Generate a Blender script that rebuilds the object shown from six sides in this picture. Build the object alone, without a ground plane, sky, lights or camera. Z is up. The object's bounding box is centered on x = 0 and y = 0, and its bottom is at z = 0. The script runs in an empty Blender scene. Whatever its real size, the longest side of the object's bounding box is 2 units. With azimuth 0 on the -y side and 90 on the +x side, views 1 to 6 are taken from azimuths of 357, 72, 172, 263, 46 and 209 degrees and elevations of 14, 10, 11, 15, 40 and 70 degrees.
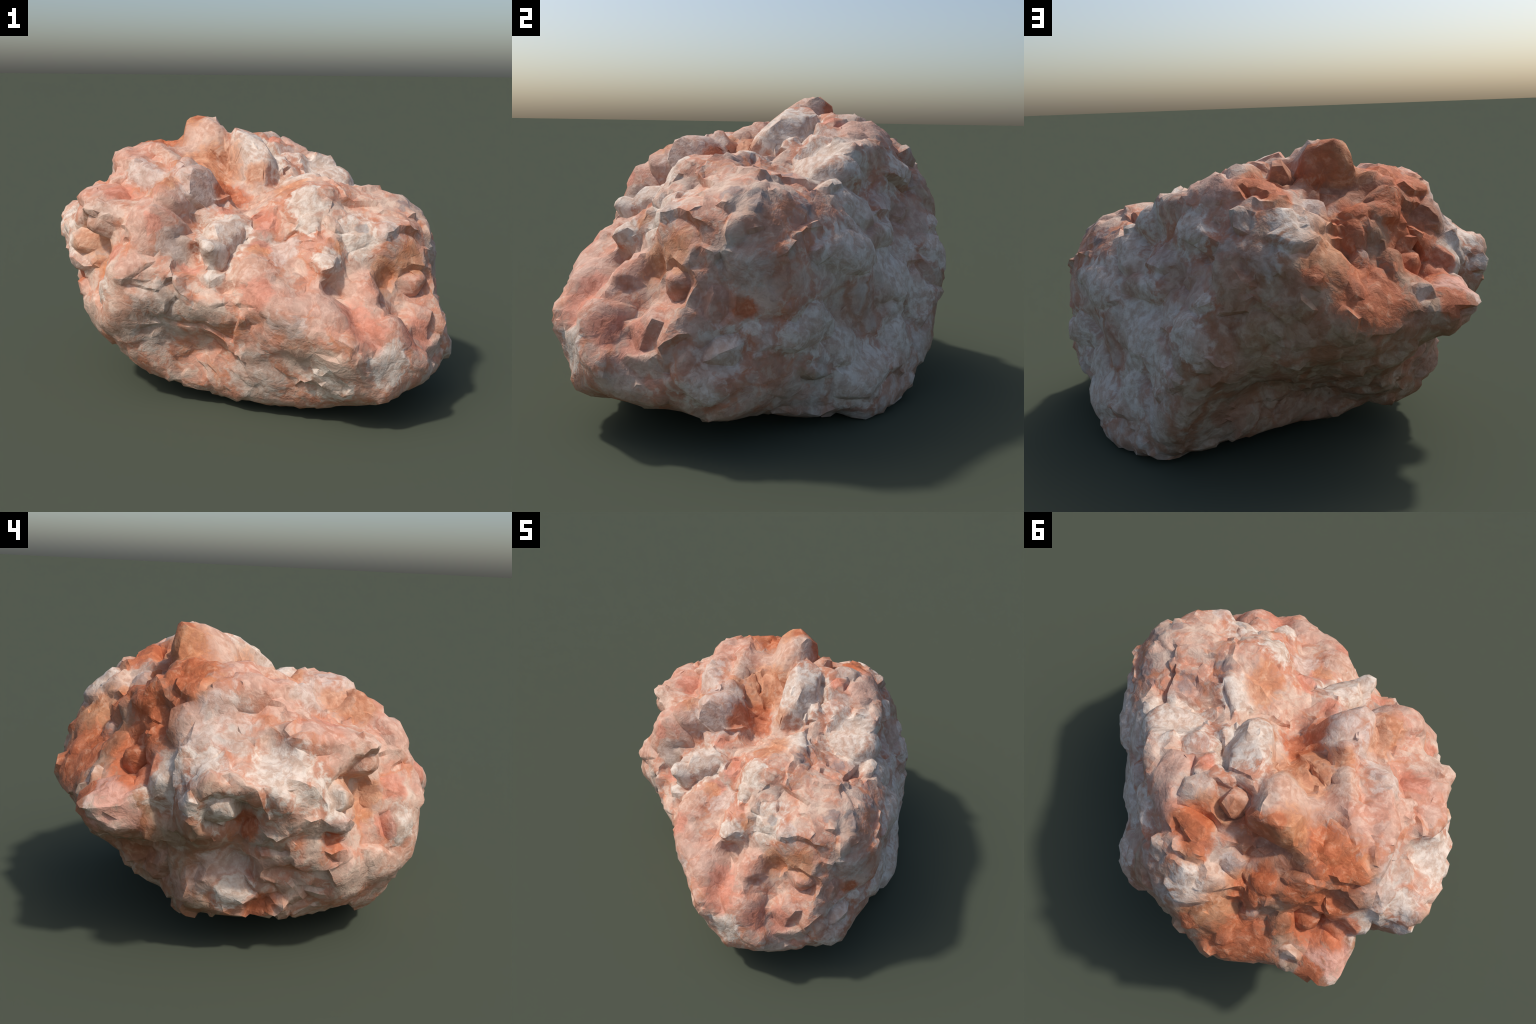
"""A weathered lump of pink and white quartz-rich rock.

The rock is described as
  * a body lofted through horizontal-to-steep rings of radii (RINGS),
  * single bulges and hollows of that body (SWELLS),
  * angular blocks set in it (STONES),
  * lumps of harder stone standing out of it (LUMPS: middle, half length, half width,
    turn of the long axis in the surface, rise, tone),
  * dents, joints and clefts cut into it (DENTS, the same numbers),
  * a field of packed angular pebbles and thin bedding on the whole surface,
  * stains and pale spots (PATCHES: middle, radius, tone) for the material.
"""
import bpy
import bmesh
import numpy as np
from mathutils.kdtree import KDTree

FOOT_RADIUS, CROWN_RADIUS = 0.504, 0.529
RINGS = [
    [0.541, 0.547, 0.534, 0.525, 0.532, 0.538, 0.536, 0.525],
    [0.582, 0.593, 0.554, 0.585, 0.587, 0.547, 0.565, 0.557, 0.569, 0.620, 0.605, 0.620, 0.602, 0.588],
    [0.711, 0.741, 0.752, 0.713, 0.704, 0.685, 0.665, 0.704, 0.657, 0.636, 0.625, 0.646, 0.641, 0.719, 0.751, 0.747, 0.725, 0.719, 0.704, 0.718],
    [0.954, 1.004, 0.979, 0.945, 0.838, 0.732, 0.660, 0.616, 0.641, 0.734, 0.814, 0.755, 0.785, 0.782, 0.770, 0.783, 0.797, 0.776, 0.787, 0.834, 0.906, 0.925, 0.854, 0.874, 0.900, 0.938],
    [0.948, 0.907, 0.864, 0.849, 0.876, 0.918, 0.779, 0.667, 0.655, 0.684, 0.742, 0.825, 0.795, 0.876, 0.856, 0.844, 0.799, 0.848, 0.840, 0.846, 0.742, 0.675, 0.682, 0.772, 0.848, 0.983, 1.117, 1.140, 1.114, 1.121, 1.014],
    [0.818, 0.804, 0.776, 0.798, 0.778, 0.884, 0.894, 0.809, 0.821, 0.795, 0.854, 0.895, 0.834, 0.824, 0.851, 0.762, 0.828, 0.865, 0.898, 0.858, 0.878, 0.781, 0.753, 0.737, 0.750, 0.786, 0.915, 1.041, 1.076, 1.060, 1.070, 1.078, 1.003, 0.951],
    [0.871, 0.821, 0.778, 0.701, 0.701, 0.767, 0.866, 0.857, 0.858, 0.920, 0.968, 0.944, 1.016, 1.074, 0.912, 1.027, 0.903, 0.954, 0.893, 0.774, 0.812, 0.862, 0.785, 0.732, 0.689, 0.748, 0.808, 0.797, 0.783, 0.844, 0.845, 0.970, 0.967, 0.974],
    [0.811, 0.746, 0.711, 0.701, 0.670, 0.782, 0.870, 0.913, 0.914, 0.849, 0.860, 0.826, 0.909, 0.977, 0.980, 0.985, 0.907, 0.873, 0.789, 0.812, 0.654, 0.665, 0.594, 0.600, 0.579, 0.740, 0.774, 0.889, 0.931, 0.958, 0.896],
    [0.725, 0.732, 0.693, 0.690, 0.734, 0.786, 0.878, 0.873, 0.790, 0.841, 0.872, 0.914, 0.899, 0.836, 0.856, 0.785, 0.745, 0.758, 0.567, 0.593, 0.516, 0.525, 0.615, 0.710, 0.733, 0.795, 0.815],
    [0.609, 0.733, 0.776, 0.793, 0.823, 0.799, 0.740, 0.772, 0.833, 0.861, 0.827, 0.712, 0.621, 0.708, 0.535, 0.490, 0.463, 0.529, 0.661, 0.694, 0.645, 0.606],
    [0.521, 0.591, 0.675, 0.775, 0.723, 0.816, 0.830, 0.654, 0.653, 0.673, 0.597, 0.410, 0.401, 0.464, 0.521, 0.578],
    [0.578, 0.615, 0.706, 0.672, 0.425, 0.459, 0.347, 0.363, 0.411, 0.453],
]
SWELLS = [  # azimuth, elevation, spread in degrees and height of single bulges and hollows
    (148, 81, 6, -0.048),
    (-156, 22, 6, 0.083),
    (-161, 12, 6, -0.065),
    (172, 21, 6, -0.079),
    (172, 13, 6, 0.064),
    (165, 5, 6, -0.051),
    (-164, 30, 6, -0.056),
    (90, 82, 6, 0.027),
    (131, 66, 6, 0.068),
    (177, 48, 6, -0.038),
    (-165, 5, 6, 0.055),
    (161, 12, 6, 0.035),
    (-114, 11, 6, -0.056),
    (-111, 19, 6, 0.064),
    (148, 54, 6, -0.043),
    (138, 40, 6, 0.043),
    (165, 62, 6, 0.070),
    (176, 26, 6, 0.048),
    (-62, 0, 6, -0.079),
    (-65, 8, 6, 0.077),
    (-56, -6, 6, 0.027),
    (-45, -5, 6, -0.032),
    (157, 36, 6, 0.054),
    (-69, -8, 6, 0.065),
    (-32, 81, 6, 0.022),
    (159, 24, 6, -0.037),
    (-152, 16, 6, -0.046),
    (-152, 29, 6, -0.049),
    (-108, 26, 6, -0.045),
    (-174, 44, 6, 0.062),
    (105, 60, 6, -0.036),
    (121, 60, 6, 0.068),
    (-59, -14, 6, -0.041),
    (-101, 11, 6, -0.025),
    (165, 51, 6, 0.034),
    (-92, 12, 6, 0.014),
    (-139, 69, 6, 0.032),
    (-106, 0, 6, 0.029),
    (-50, -11, 6, 0.040),
    (-122, 10, 6, 0.053),
    (135, 28, 6, -0.032),
    (-145, 2, 6, 0.018),
    (65, 71, 6, -0.036),
    (-35, -7, 6, 0.033),
    (-24, -9, 6, -0.022),
    (156, 0, 6, 0.033),
    (-176, 2, 6, -0.037),
    (152, 7, 6, -0.041),
    (136, 20, 6, 0.039),
    (-173, 51, 6, -0.071),
    (-117, 15, 6, -0.045),
    (138, 11, 6, -0.055),
    (135, 5, 6, 0.029),
    (145, 11, 6, 0.043),
    (135, -5, 6, -0.013),
    (-76, 4, 6, -0.027),
    (148, 36, 6, -0.029),
    (-75, -11, 6, -0.038),
    (-65, 19, 6, -0.028),
    (14, 39, 6, 0.019),
    (21, 49, 6, -0.029),
    (25, 56, 6, 0.027),
    (-148, 81, 6, -0.033),
    (-119, 21, 6, 0.048),
    (-121, 28, 6, -0.029),
    (162, 42, 6, -0.053),
    (166, 39, 6, 0.048),
    (-42, -11, 6, -0.041),
    (-55, -2, 6, 0.040),
    (176, 18, 6, -0.031),
    (180, 52, 6, 0.030),
    (-49, -25, 6, -0.026),
    (-103, 8, 6, -0.048),
    (171, 58, 6, -0.056),
    (-159, 24, 6, 0.027),
    (131, 66, 11, -0.047),
    (-57, -20, 6, 0.039),
    (90, 74, 6, 0.028),
    (32, 85, 6, 0.029),
    (160, 69, 6, 0.020),
    (-49, -7, 6, -0.063),
    (-157, 40, 6, 0.019),
    (99, 42, 6, 0.012),
    (-148, 58, 6, -0.046),
    (-156, 60, 6, 0.040),
    (-142, 47, 6, 0.018),
    (-153, -43, 6, 0.009),
    (168, 7, 11, 0.041),
    (168, 7, 6, -0.024),
    (-115, -8, 6, -0.015),
    (-95, 8, 6, 0.021),
    (173, 51, 6, 0.053),
    (-103, 45, 11, 0.016),
    (-103, 45, 6, -0.026),
    (73, 64, 6, 0.021),
    (-24, -22, 6, 0.008),
    (119, 48, 6, -0.020),
    (-122, 10, 11, -0.033),
    (-80, -4, 6, 0.022),
    (-12, 23, 6, 0.014),
    (-15, 35, 6, -0.015),
    (-165, -9, 6, -0.012),
    (-114, 11, 11, 0.056),
    (135, 5, 11, -0.016),
    (165, 9, 6, 0.033),
    (-42, 11, 6, 0.011),
    (177, 48, 6, -0.038),
    (-55, -16, 6, -0.023),
    (165, 5, 6, -0.051),
    (-160, 20, 11, 0.010),
    (-50, -11, 6, 0.040),
    (-58, 0, 11, -0.023),
    (180, 52, 6, 0.030),
    (177, 48, 6, -0.038),
    (-50, -11, 11, 0.031),
    (-117, 15, 6, -0.045),
    (12, -32, 6, 0.007),
    (-55, -2, 6, 0.040),
    (135, 5, 6, 0.029),
    (177, 48, 6, -0.038),
    (-52, -5, 6, -0.024),
    (-60, -4, 6, -0.016),
    (168, 7, 6, -0.024),
    (180, 52, 6, 0.030),
    (-55, -16, 6, -0.023),
]
STONES = [  # kind, tone, middle, half sizes, direction of the first axis, seed
    ("summit_knob", "cream", (-0.240, 0.350, 1.175), (0.185, 0.110, 0.140), (0.28, 0.12, 1.0), 3),
    ("upright_block", "white", (0.038, 0.115, 1.128), (0.225, 0.112, 0.105), (-0.141, 0.307, 0.255), 8),
    ("quartz_boulder", "lilac", (-0.290, -0.225, 1.000), (0.160, 0.130, 0.130), (0.25, 1.0, -0.2), 5),
    ("quartz_boulder", "white", (0.435, 0.180, 0.975), (0.150, 0.135, 0.115), (1.0, 0.3, -0.1), 9),
    ("quartz_crag", "white", (-0.145, -0.470, 0.805), (0.130, 0.088, 0.095), (-0.6, -0.7, -0.3), 12),
    ("cobble", "cream", (-0.700, -0.275, 0.860), (0.100, 0.085, 0.085), (-0.7, -0.3, 0.1), 15),
    ("quartz_ledge", "white", (-0.850, 0.030, 0.800), (0.150, 0.115, 0.095), (0.1, 1.0, 0.0), 17),
    ("quartz_ledge", "white", (-0.890, 0.265, 0.745), (0.100, 0.085, 0.080), (-0.8, 0.5, -0.6), 21),
    ("quartz_lobe", "white", (-0.720, 0.455, 0.780), (0.125, 0.085, 0.085), (-0.3, 0.3, -1.0), 23),
    ("quartz_lobe", "pink", (-0.840, 0.310, 0.820), (0.095, 0.085, 0.075), (0.5, 1.0, 0.0), 25),
    ("spur_block", "red", (-0.675, 0.645, 0.668), (0.168, 0.095, 0.055), (-0.45, 0.85, 0.1), 27),
    ("ironstained_lump", "rust", (-0.520, 0.550, 0.765), (0.115, 0.085, 0.075), (-0.2, 0.3, 1.0), 31),
    ("cube_block", "pink", (0.850, -0.415, 0.540), (0.085, 0.065, 0.060), (0.1, 0.1, 1.0), 33),
    ("quartz_wedge", "white", (0.905, -0.405, 0.375), (0.095, 0.065, 0.065), (0.1, 1.0, 0.4), 35),
    ("cobble", "pink", (0.755, -0.515, 0.605), (0.075, 0.070, 0.065), (1.0, 0.2, 0.0), 39),
    ("quartz_boulder", "white", (0.480, -0.500, 0.800), (0.130, 0.080, 0.075), (1.0, 0.1, 0.0), 43),
    ("tilted_block", "cream", (-0.045, 0.375, 1.140), (0.120, 0.070, 0.065), (0.2, 0.3, 1.0), 45),
    ("quartz_boulder", "lilac", (0.245, 0.215, 1.080), (0.100, 0.085, 0.080), (1.0, 0.4, 0.0), 47),
    ("quartz_jut", "white", (-0.810, -0.170, 0.745), (0.095, 0.080, 0.065), (-0.9, -0.5, 0.0), 49),
]
LUMPS = [
    (-0.245, 0.237, 1.262, 0.168, 0.126, 137, 0.020, "cream"),
    (0.029, 0.002, 1.154, 0.199, 0.106, 117, 0.022, "lilac"),
    (0.068, -0.055, 1.076, 0.089, 0.055, 128, 0.013, "lilac"),
    (-0.639, 0.084, 1.152, 0.164, 0.092, 168, 0.030, "pink"),
    (-0.522, -0.116, 1.082, 0.099, 0.050, 127, 0.027, "lilac"),
    (-0.385, -0.408, 1.027, 0.129, 0.102, 123, 0.030, "pink"),
    (-0.248, -0.302, 1.043, 0.190, 0.078, 45, 0.030, "lilac"),
    (-0.454, -0.546, 0.883, 0.141, 0.117, 25, 0.035, "pink"),
    (-0.739, -0.354, 0.909, 0.115, 0.059, 170, 0.045, "cream"),
    (-0.791, -0.147, 0.971, 0.140, 0.072, 8, 0.030, "pink"),
    (-0.883, -0.183, 0.761, 0.116, 0.049, 10, 0.027, "cream"),
    (-0.125, -0.464, 0.897, 0.071, 0.061, 71, 0.032, "white"),
    (-0.187, -0.622, 0.785, 0.090, 0.085, 155, 0.036, "white"),
    (-0.366, -0.553, 0.793, 0.106, 0.062, 31, 0.018, "grey"),
    (0.036, -0.468, 0.827, 0.059, 0.054, 83, 0.013, "grey"),
    (0.137, -0.552, 0.774, 0.078, 0.065, 169, 0.013, "lilac"),
    (-0.594, -0.592, 0.502, 0.151, 0.133, 32, 0.030, "cream"),
    (-0.188, -0.654, 0.679, 0.082, 0.030, 2, 0.023, "white"),
    (0.007, -0.715, 0.717, 0.103, 0.080, 176, 0.020, "pink"),
    (0.245, -0.521, 0.902, 0.065, 0.059, 140, 0.018, "white"),
    (0.244, -0.451, 0.998, 0.098, 0.081, 137, 0.011, "white"),
    (0.365, -0.539, 0.905, 0.057, 0.035, 135, 0.013, "cream"),
    (0.476, -0.565, 0.841, 0.095, 0.063, 172, 0.032, "white"),
    (0.613, -0.532, 0.857, 0.063, 0.049, 21, 0.018, "lilac"),
    (0.320, -0.667, 0.750, 0.071, 0.053, 27, 0.023, "white"),
    (0.248, -0.578, 0.814, 0.046, 0.038, 174, 0.011, "pink"),
    (0.320, -0.600, 0.818, 0.037, 0.033, 7, 0.011, "pink"),
    (0.507, -0.689, 0.625, 0.118, 0.085, 11, 0.020, "pink"),
    (0.618, -0.819, 0.475, 0.139, 0.093, 0, 0.030, "pink"),
    (0.574, -0.912, 0.343, 0.101, 0.078, 161, 0.018, "white"),
    (0.295, -0.823, 0.584, 0.146, 0.105, 164, 0.020, "pink"),
    (-0.034, -0.678, 0.740, 0.110, 0.054, 29, 0.018, "cream"),
    (-0.747, -0.134, 0.990, 0.150, 0.090, 31, 0.030, "pink"),
    (-0.520, -0.119, 1.080, 0.105, 0.070, 21, 0.023, "lilac"),
    (-0.536, 0.156, 1.185, 0.123, 0.092, 162, 0.030, "pink"),
    (-0.386, 0.046, 1.153, 0.093, 0.047, 108, 0.018, "cream"),
    (-0.571, -0.596, 0.700, 0.112, 0.048, 36, 0.018, "pink"),
    (0.419, 0.148, 1.072, 0.146, 0.123, 161, 0.040, "white"),
    (0.250, 0.222, 1.150, 0.067, 0.060, 14, 0.027, "lilac"),
    (0.174, 0.297, 1.202, 0.055, 0.045, 68, 0.013, "red"),
    (0.287, 0.364, 1.187, 0.105, 0.078, 1, 0.015, "pink"),
    (0.612, 0.126, 0.960, 0.087, 0.051, 0, 0.027, "white"),
    (0.490, -0.023, 0.992, 0.088, 0.046, 171, 0.013, "pink"),
    (0.327, -0.811, 0.577, 0.126, 0.105, 14, 0.030, "pink"),
    (0.763, -0.646, 0.464, 0.093, 0.066, 95, 0.036, "pink"),
    (0.792, -0.543, 0.619, 0.062, 0.057, 66, 0.032, "pink"),
    (0.821, -0.685, 0.353, 0.090, 0.034, 13, 0.018, "cream"),
    (0.122, -0.592, 0.750, 0.075, 0.045, 153, 0.009, "lilac"),
    (0.897, -0.449, 0.566, 0.075, 0.056, 106, 0.036, "pink"),
    (0.933, -0.438, 0.419, 0.078, 0.060, 139, 0.027, "white"),
    (0.928, -0.322, 0.702, 0.107, 0.074, 165, 0.018, "grey"),
    (0.964, -0.492, 0.270, 0.115, 0.063, 151, 0.018, "white"),
    (0.841, 0.077, 0.705, 0.092, 0.073, 1, 0.025, "white"),
    (0.597, 0.430, 0.578, 0.141, 0.124, 14, 0.021, "white"),
    (0.921, -0.171, 0.755, 0.049, 0.027, 22, 0.025, "grey"),
    (-0.027, 0.095, 1.189, 0.168, 0.072, 5, 0.020, "lilac"),
    (-0.269, 0.237, 1.250, 0.088, 0.037, 15, 0.018, "cream"),
    (-0.763, 0.303, 1.010, 0.149, 0.126, 94, 0.020, "lilac"),
    (-0.794, 0.486, 0.816, 0.115, 0.091, 138, 0.050, "white"),
    (-0.911, 0.334, 0.867, 0.070, 0.061, 154, 0.036, "pink"),
    (-0.963, 0.280, 0.746, 0.072, 0.060, 48, 0.045, "white"),
    (-0.938, 0.390, 0.748, 0.053, 0.046, 49, 0.027, "white"),
    (-0.768, 0.672, 0.674, 0.125, 0.080, 172, 0.040, "white"),
    (-0.569, 0.598, 0.813, 0.127, 0.073, 159, 0.030, "rust"),
    (-0.623, 0.389, 1.118, 0.099, 0.060, 155, 0.027, "rust"),
    (-0.514, 0.352, 1.178, 0.084, 0.056, 145, 0.018, "rust"),
    (-0.459, 0.573, 1.050, 0.114, 0.055, 167, 0.027, "brown"),
    (-0.122, 0.701, 1.042, 0.121, 0.059, 158, 0.036, "cream"),
    (-0.046, 0.805, 1.001, 0.126, 0.054, 177, 0.027, "white"),
    (0.064, 0.549, 1.163, 0.118, 0.061, 164, 0.027, "rust"),
    (-0.932, 0.040, 0.866, 0.121, 0.100, 21, 0.040, "white"),
    (-0.891, -0.172, 0.761, 0.095, 0.050, 165, 0.036, "white"),
    (-0.691, -0.021, 1.054, 0.070, 0.046, 26, 0.018, "pink"),
    (-0.555, -0.102, 1.090, 0.107, 0.059, 174, 0.023, "lilac"),
    (-0.454, -0.325, 1.041, 0.114, 0.070, 22, 0.013, "orange"),
    (-0.879, -0.195, 0.652, 0.098, 0.046, 162, 0.027, "lilac"),
    (-0.842, -0.213, 0.518, 0.075, 0.037, 164, 0.027, "pink"),
    (-0.758, -0.375, 0.472, 0.074, 0.043, 161, 0.027, "cream"),
    (-0.720, -0.506, 0.572, 0.079, 0.064, 147, 0.018, "white"),
    (-0.874, 0.129, 0.594, 0.080, 0.060, 67, 0.027, "grey"),
    (-0.757, 0.248, 0.395, 0.114, 0.099, 85, 0.030, "lilac"),
    (-0.765, 0.192, 0.298, 0.088, 0.055, 2, 0.027, "white"),
    (-0.804, 0.079, 0.427, 0.072, 0.062, 59, 0.018, "pink"),
    (-0.592, 0.509, 0.366, 0.124, 0.067, 41, 0.030, "pink"),
    (-0.512, 0.615, 0.379, 0.073, 0.049, 46, 0.018, "cream"),
    (-0.708, 0.401, 0.299, 0.099, 0.042, 68, 0.018, "pink"),
    (-0.767, -0.040, 0.297, 0.109, 0.053, 126, 0.027, "cream"),
    (-0.687, -0.022, 0.180, 0.073, 0.037, 104, 0.018, "cream"),
    (0.352, 0.570, 0.994, 0.143, 0.074, 165, 0.042, "white"),
    (0.639, 0.253, 0.876, 0.111, 0.095, 153, 0.028, "white"),
    (0.807, 0.135, 0.729, 0.148, 0.080, 2, 0.021, "white"),
    (0.597, 0.441, 0.565, 0.186, 0.133, 147, 0.021, "white"),
    (0.383, 0.802, 0.597, 0.084, 0.060, 90, 0.019, "white"),
    (0.339, 0.764, 0.757, 0.063, 0.037, 21, 0.025, "white"),
    (0.178, 0.696, 1.056, 0.071, 0.048, 123, 0.038, "grey"),
    (-0.005, 0.769, 1.044, 0.099, 0.053, 100, 0.027, "white"),
    (0.020, 0.638, 1.116, 0.070, 0.045, 14, 0.018, "orange"),
    (-0.078, 0.693, 1.065, 0.062, 0.057, 84, 0.027, "cream"),
    (-0.160, 0.598, 1.064, 0.069, 0.051, 88, 0.027, "lilac"),
    (-0.169, 0.797, 0.903, 0.133, 0.108, 96, 0.020, "orange"),
    (-0.275, 0.680, 0.973, 0.080, 0.065, 110, 0.027, "rust"),
    (-0.332, 0.626, 1.017, 0.085, 0.039, 99, 0.018, "pink"),
    (-0.065, 0.448, 1.179, 0.104, 0.058, 97, 0.036, "cream"),
    (0.122, 0.414, 1.235, 0.096, 0.076, 23, 0.018, "grey"),
    (0.221, 0.527, 1.174, 0.120, 0.049, 152, 0.013, "pink"),
    (0.127, 0.670, 1.111, 0.056, 0.050, 77, 0.018, "cream"),
    (0.237, 0.755, 0.908, 0.124, 0.072, 77, 0.020, "grey"),
    (-0.173, -0.003, 1.031, 0.082, 0.063, 158, 0.013, "orange"),
    (-0.360, 0.178, 1.165, 0.100, 0.087, 129, 0.020, "pink"),
    (-0.423, 0.077, 1.168, 0.077, 0.058, 121, 0.018, "cream"),
    (-0.875, 0.340, 0.889, 0.077, 0.059, 80, 0.027, "white"),
    (-0.815, 0.202, 0.932, 0.070, 0.054, 108, 0.023, "grey"),
    (-0.871, 0.030, 0.904, 0.081, 0.068, 117, 0.023, "lilac"),
    (-0.692, 0.642, 0.746, 0.076, 0.045, 119, 0.023, "cream"),
    (-0.539, -0.476, 0.953, 0.147, 0.061, 105, 0.020, "pink"),
    (-0.527, -0.145, 1.049, 0.074, 0.042, 104, 0.027, "lilac"),
    (-0.691, -0.057, 1.043, 0.043, 0.031, 125, 0.018, "cream"),
    (0.269, -0.109, 1.061, 0.127, 0.054, 135, 0.013, "white"),
    (-0.321, 0.592, 1.046, 0.069, 0.055, 23, 0.032, "rust"),
    (-0.485, 0.547, 1.071, 0.099, 0.060, 10, 0.032, "brown"),
    (-0.704, 0.435, 0.992, 0.100, 0.076, 22, 0.027, "cream"),
    (-0.283, 0.695, 0.951, 0.084, 0.037, 176, 0.032, "cream"),
    (-0.300, 0.732, 0.879, 0.060, 0.043, 24, 0.027, "lilac"),
    (-0.455, 0.681, 0.848, 0.075, 0.057, 36, 0.027, "brown"),
    (-0.552, 0.577, 0.892, 0.059, 0.038, 17, 0.027, "rust"),
    (-0.735, 0.505, 0.850, 0.119, 0.073, 17, 0.030, "cream"),
    (-0.109, 0.719, 1.042, 0.086, 0.048, 29, 0.027, "cream"),
    (-0.067, 0.433, 1.190, 0.103, 0.047, 74, 0.027, "brown"),
    (-0.545, 0.756, 0.745, 0.061, 0.036, 157, 0.027, "cream"),
    (-0.086, 0.892, 0.851, 0.053, 0.042, 73, 0.023, "rust"),
    (-0.249, 0.865, 0.781, 0.053, 0.038, 8, 0.023, "cream"),
    (-0.435, 0.518, 1.116, 0.090, 0.039, 20, 0.027, "brown"),
    (-0.281, 0.430, 1.249, 0.109, 0.067, 57, 0.018, "brown"),
    (0.771, 0.213, 0.696, 0.146, 0.072, 6, 0.028, "white"),
    (0.479, 0.432, 0.861, 0.109, 0.057, 6, 0.025, "lilac"),
    (0.385, 0.545, 0.828, 0.081, 0.067, 125, 0.023, "lilac"),
    (0.251, 0.790, 0.860, 0.076, 0.065, 157, 0.025, "ochre"),
    (0.416, 0.710, 0.666, 0.099, 0.066, 174, 0.025, "white"),
    (0.519, 0.634, 0.412, 0.137, 0.076, 19, 0.028, "lilac"),
    (0.676, 0.434, 0.246, 0.149, 0.069, 17, 0.028, "white"),
    (0.799, 0.254, 0.221, 0.136, 0.098, 21, 0.028, "white"),
    (0.910, -0.044, 0.447, 0.147, 0.084, 22, 0.028, "white"),
    (0.215, 0.832, 0.754, 0.081, 0.050, 11, 0.025, "grey"),
    (0.150, 0.852, 0.640, 0.089, 0.083, 69, 0.025, "ochre"),
    (0.881, -0.003, 0.460, 0.126, 0.061, 164, 0.025, "lilac"),
    (0.956, -0.125, 0.421, 0.105, 0.055, 166, 0.025, "white"),
    (0.822, 0.117, 0.335, 0.097, 0.091, 143, 0.028, "white"),
    (0.963, -0.262, 0.444, 0.066, 0.053, 170, 0.025, "lilac"),
    (0.544, 0.585, 0.467, 0.125, 0.104, 139, 0.028, "white"),
    (0.640, 0.471, 0.300, 0.116, 0.094, 162, 0.028, "lilac"),
    (0.875, -0.009, 0.725, 0.062, 0.044, 1, 0.023, "lilac"),
    (0.585, 0.408, 0.742, 0.143, 0.063, 177, 0.028, "white"),
    (0.895, -0.033, 0.264, 0.093, 0.042, 162, 0.025, "grey"),
    (0.841, 0.184, 0.177, 0.128, 0.066, 163, 0.028, "white"),
    (0.121, 0.857, 0.652, 0.077, 0.072, 68, 0.025, "ochre"),
    (0.223, 0.828, 0.795, 0.066, 0.065, 83, 0.025, "ochre"),
    (-0.195, 0.937, 0.679, 0.069, 0.062, 113, 0.025, "ochre"),
    (-0.036, 0.906, 0.739, 0.061, 0.044, 87, 0.025, "ochre"),
    (-0.711, -0.472, 0.399, 0.163, 0.079, 5, 0.020, "cream"),
    (-0.470, -0.634, 0.560, 0.114, 0.083, 79, 0.020, "grey"),
    (0.086, -0.838, 0.598, 0.108, 0.093, 179, 0.015, "pink"),
    (0.021, -0.790, 0.410, 0.132, 0.077, 9, 0.015, "pink"),
]
DENTS = [
    (-0.543, -0.626, 0.609, 0.085, 0.022, 169, 0.022),
    (-0.137, -0.681, 0.633, 0.049, 0.037, 0, 0.039),
    (0.324, -0.920, 0.520, 0.090, 0.018, 157, 0.017),
    (-0.194, -0.060, 1.047, 0.135, 0.063, 69, 0.033),
    (-0.097, -0.083, 0.960, 0.055, 0.051, 170, 0.033),
    (-0.257, -0.406, 0.912, 0.057, 0.020, 137, 0.017),
    (0.409, -0.219, 1.047, 0.055, 0.015, 166, 0.011),
    (0.408, -0.143, 1.051, 0.061, 0.022, 34, 0.013),
    (0.599, 0.012, 0.959, 0.162, 0.025, 175, 0.033),
    (0.414, -0.756, 0.567, 0.081, 0.028, 45, 0.013),
    (-0.601, 0.477, 0.984, 0.120, 0.067, 138, 0.044),
    (-0.697, -0.291, 0.720, 0.092, 0.064, 129, 0.039),
    (-0.874, -0.166, 0.585, 0.063, 0.029, 151, 0.033),
    (-0.751, 0.076, 1.006, 0.089, 0.019, 30, 0.017),
    (-0.287, 0.807, 0.472, 0.209, 0.028, 15, 0.017),
    (-0.318, 0.551, 0.269, 0.232, 0.032, 14, 0.017),
    (-0.069, 0.882, 0.569, 0.167, 0.016, 2, 0.013),
    (0.137, 0.599, 0.243, 0.167, 0.020, 0, 0.013),
    (-0.264, 0.902, 0.588, 0.147, 0.015, 8, 0.013),
    (0.014, 0.500, 1.167, 0.075, 0.032, 138, 0.028),
    (-0.157, 0.442, 1.212, 0.126, 0.040, 105, 0.033),
    (-0.248, 0.712, 0.941, 0.101, 0.020, 92, 0.022),
    (-0.205, -0.060, 1.054, 0.072, 0.040, 57, 0.033),
    (-0.120, -0.282, 0.940, 0.043, 0.035, 79, 0.028),
    (0.596, -0.004, 0.962, 0.119, 0.012, 171, 0.017),
    (0.359, -0.012, 1.013, 0.080, 0.019, 120, 0.017),
    (-0.747, 0.069, 0.256, 0.073, 0.053, 26, 0.028),
    (-0.900, 0.208, 0.701, 0.155, 0.030, 17, 0.028),
    (-0.238, 0.740, 0.912, 0.108, 0.046, 123, 0.028),
    (-0.599, 0.633, 0.777, 0.085, 0.057, 142, 0.028),
    (-0.133, 0.091, 1.086, 0.179, 0.035, 145, 0.039),
    (0.185, 0.004, 1.052, 0.103, 0.029, 33, 0.033),
    (0.138, 0.207, 1.178, 0.118, 0.026, 81, 0.028),
]
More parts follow.
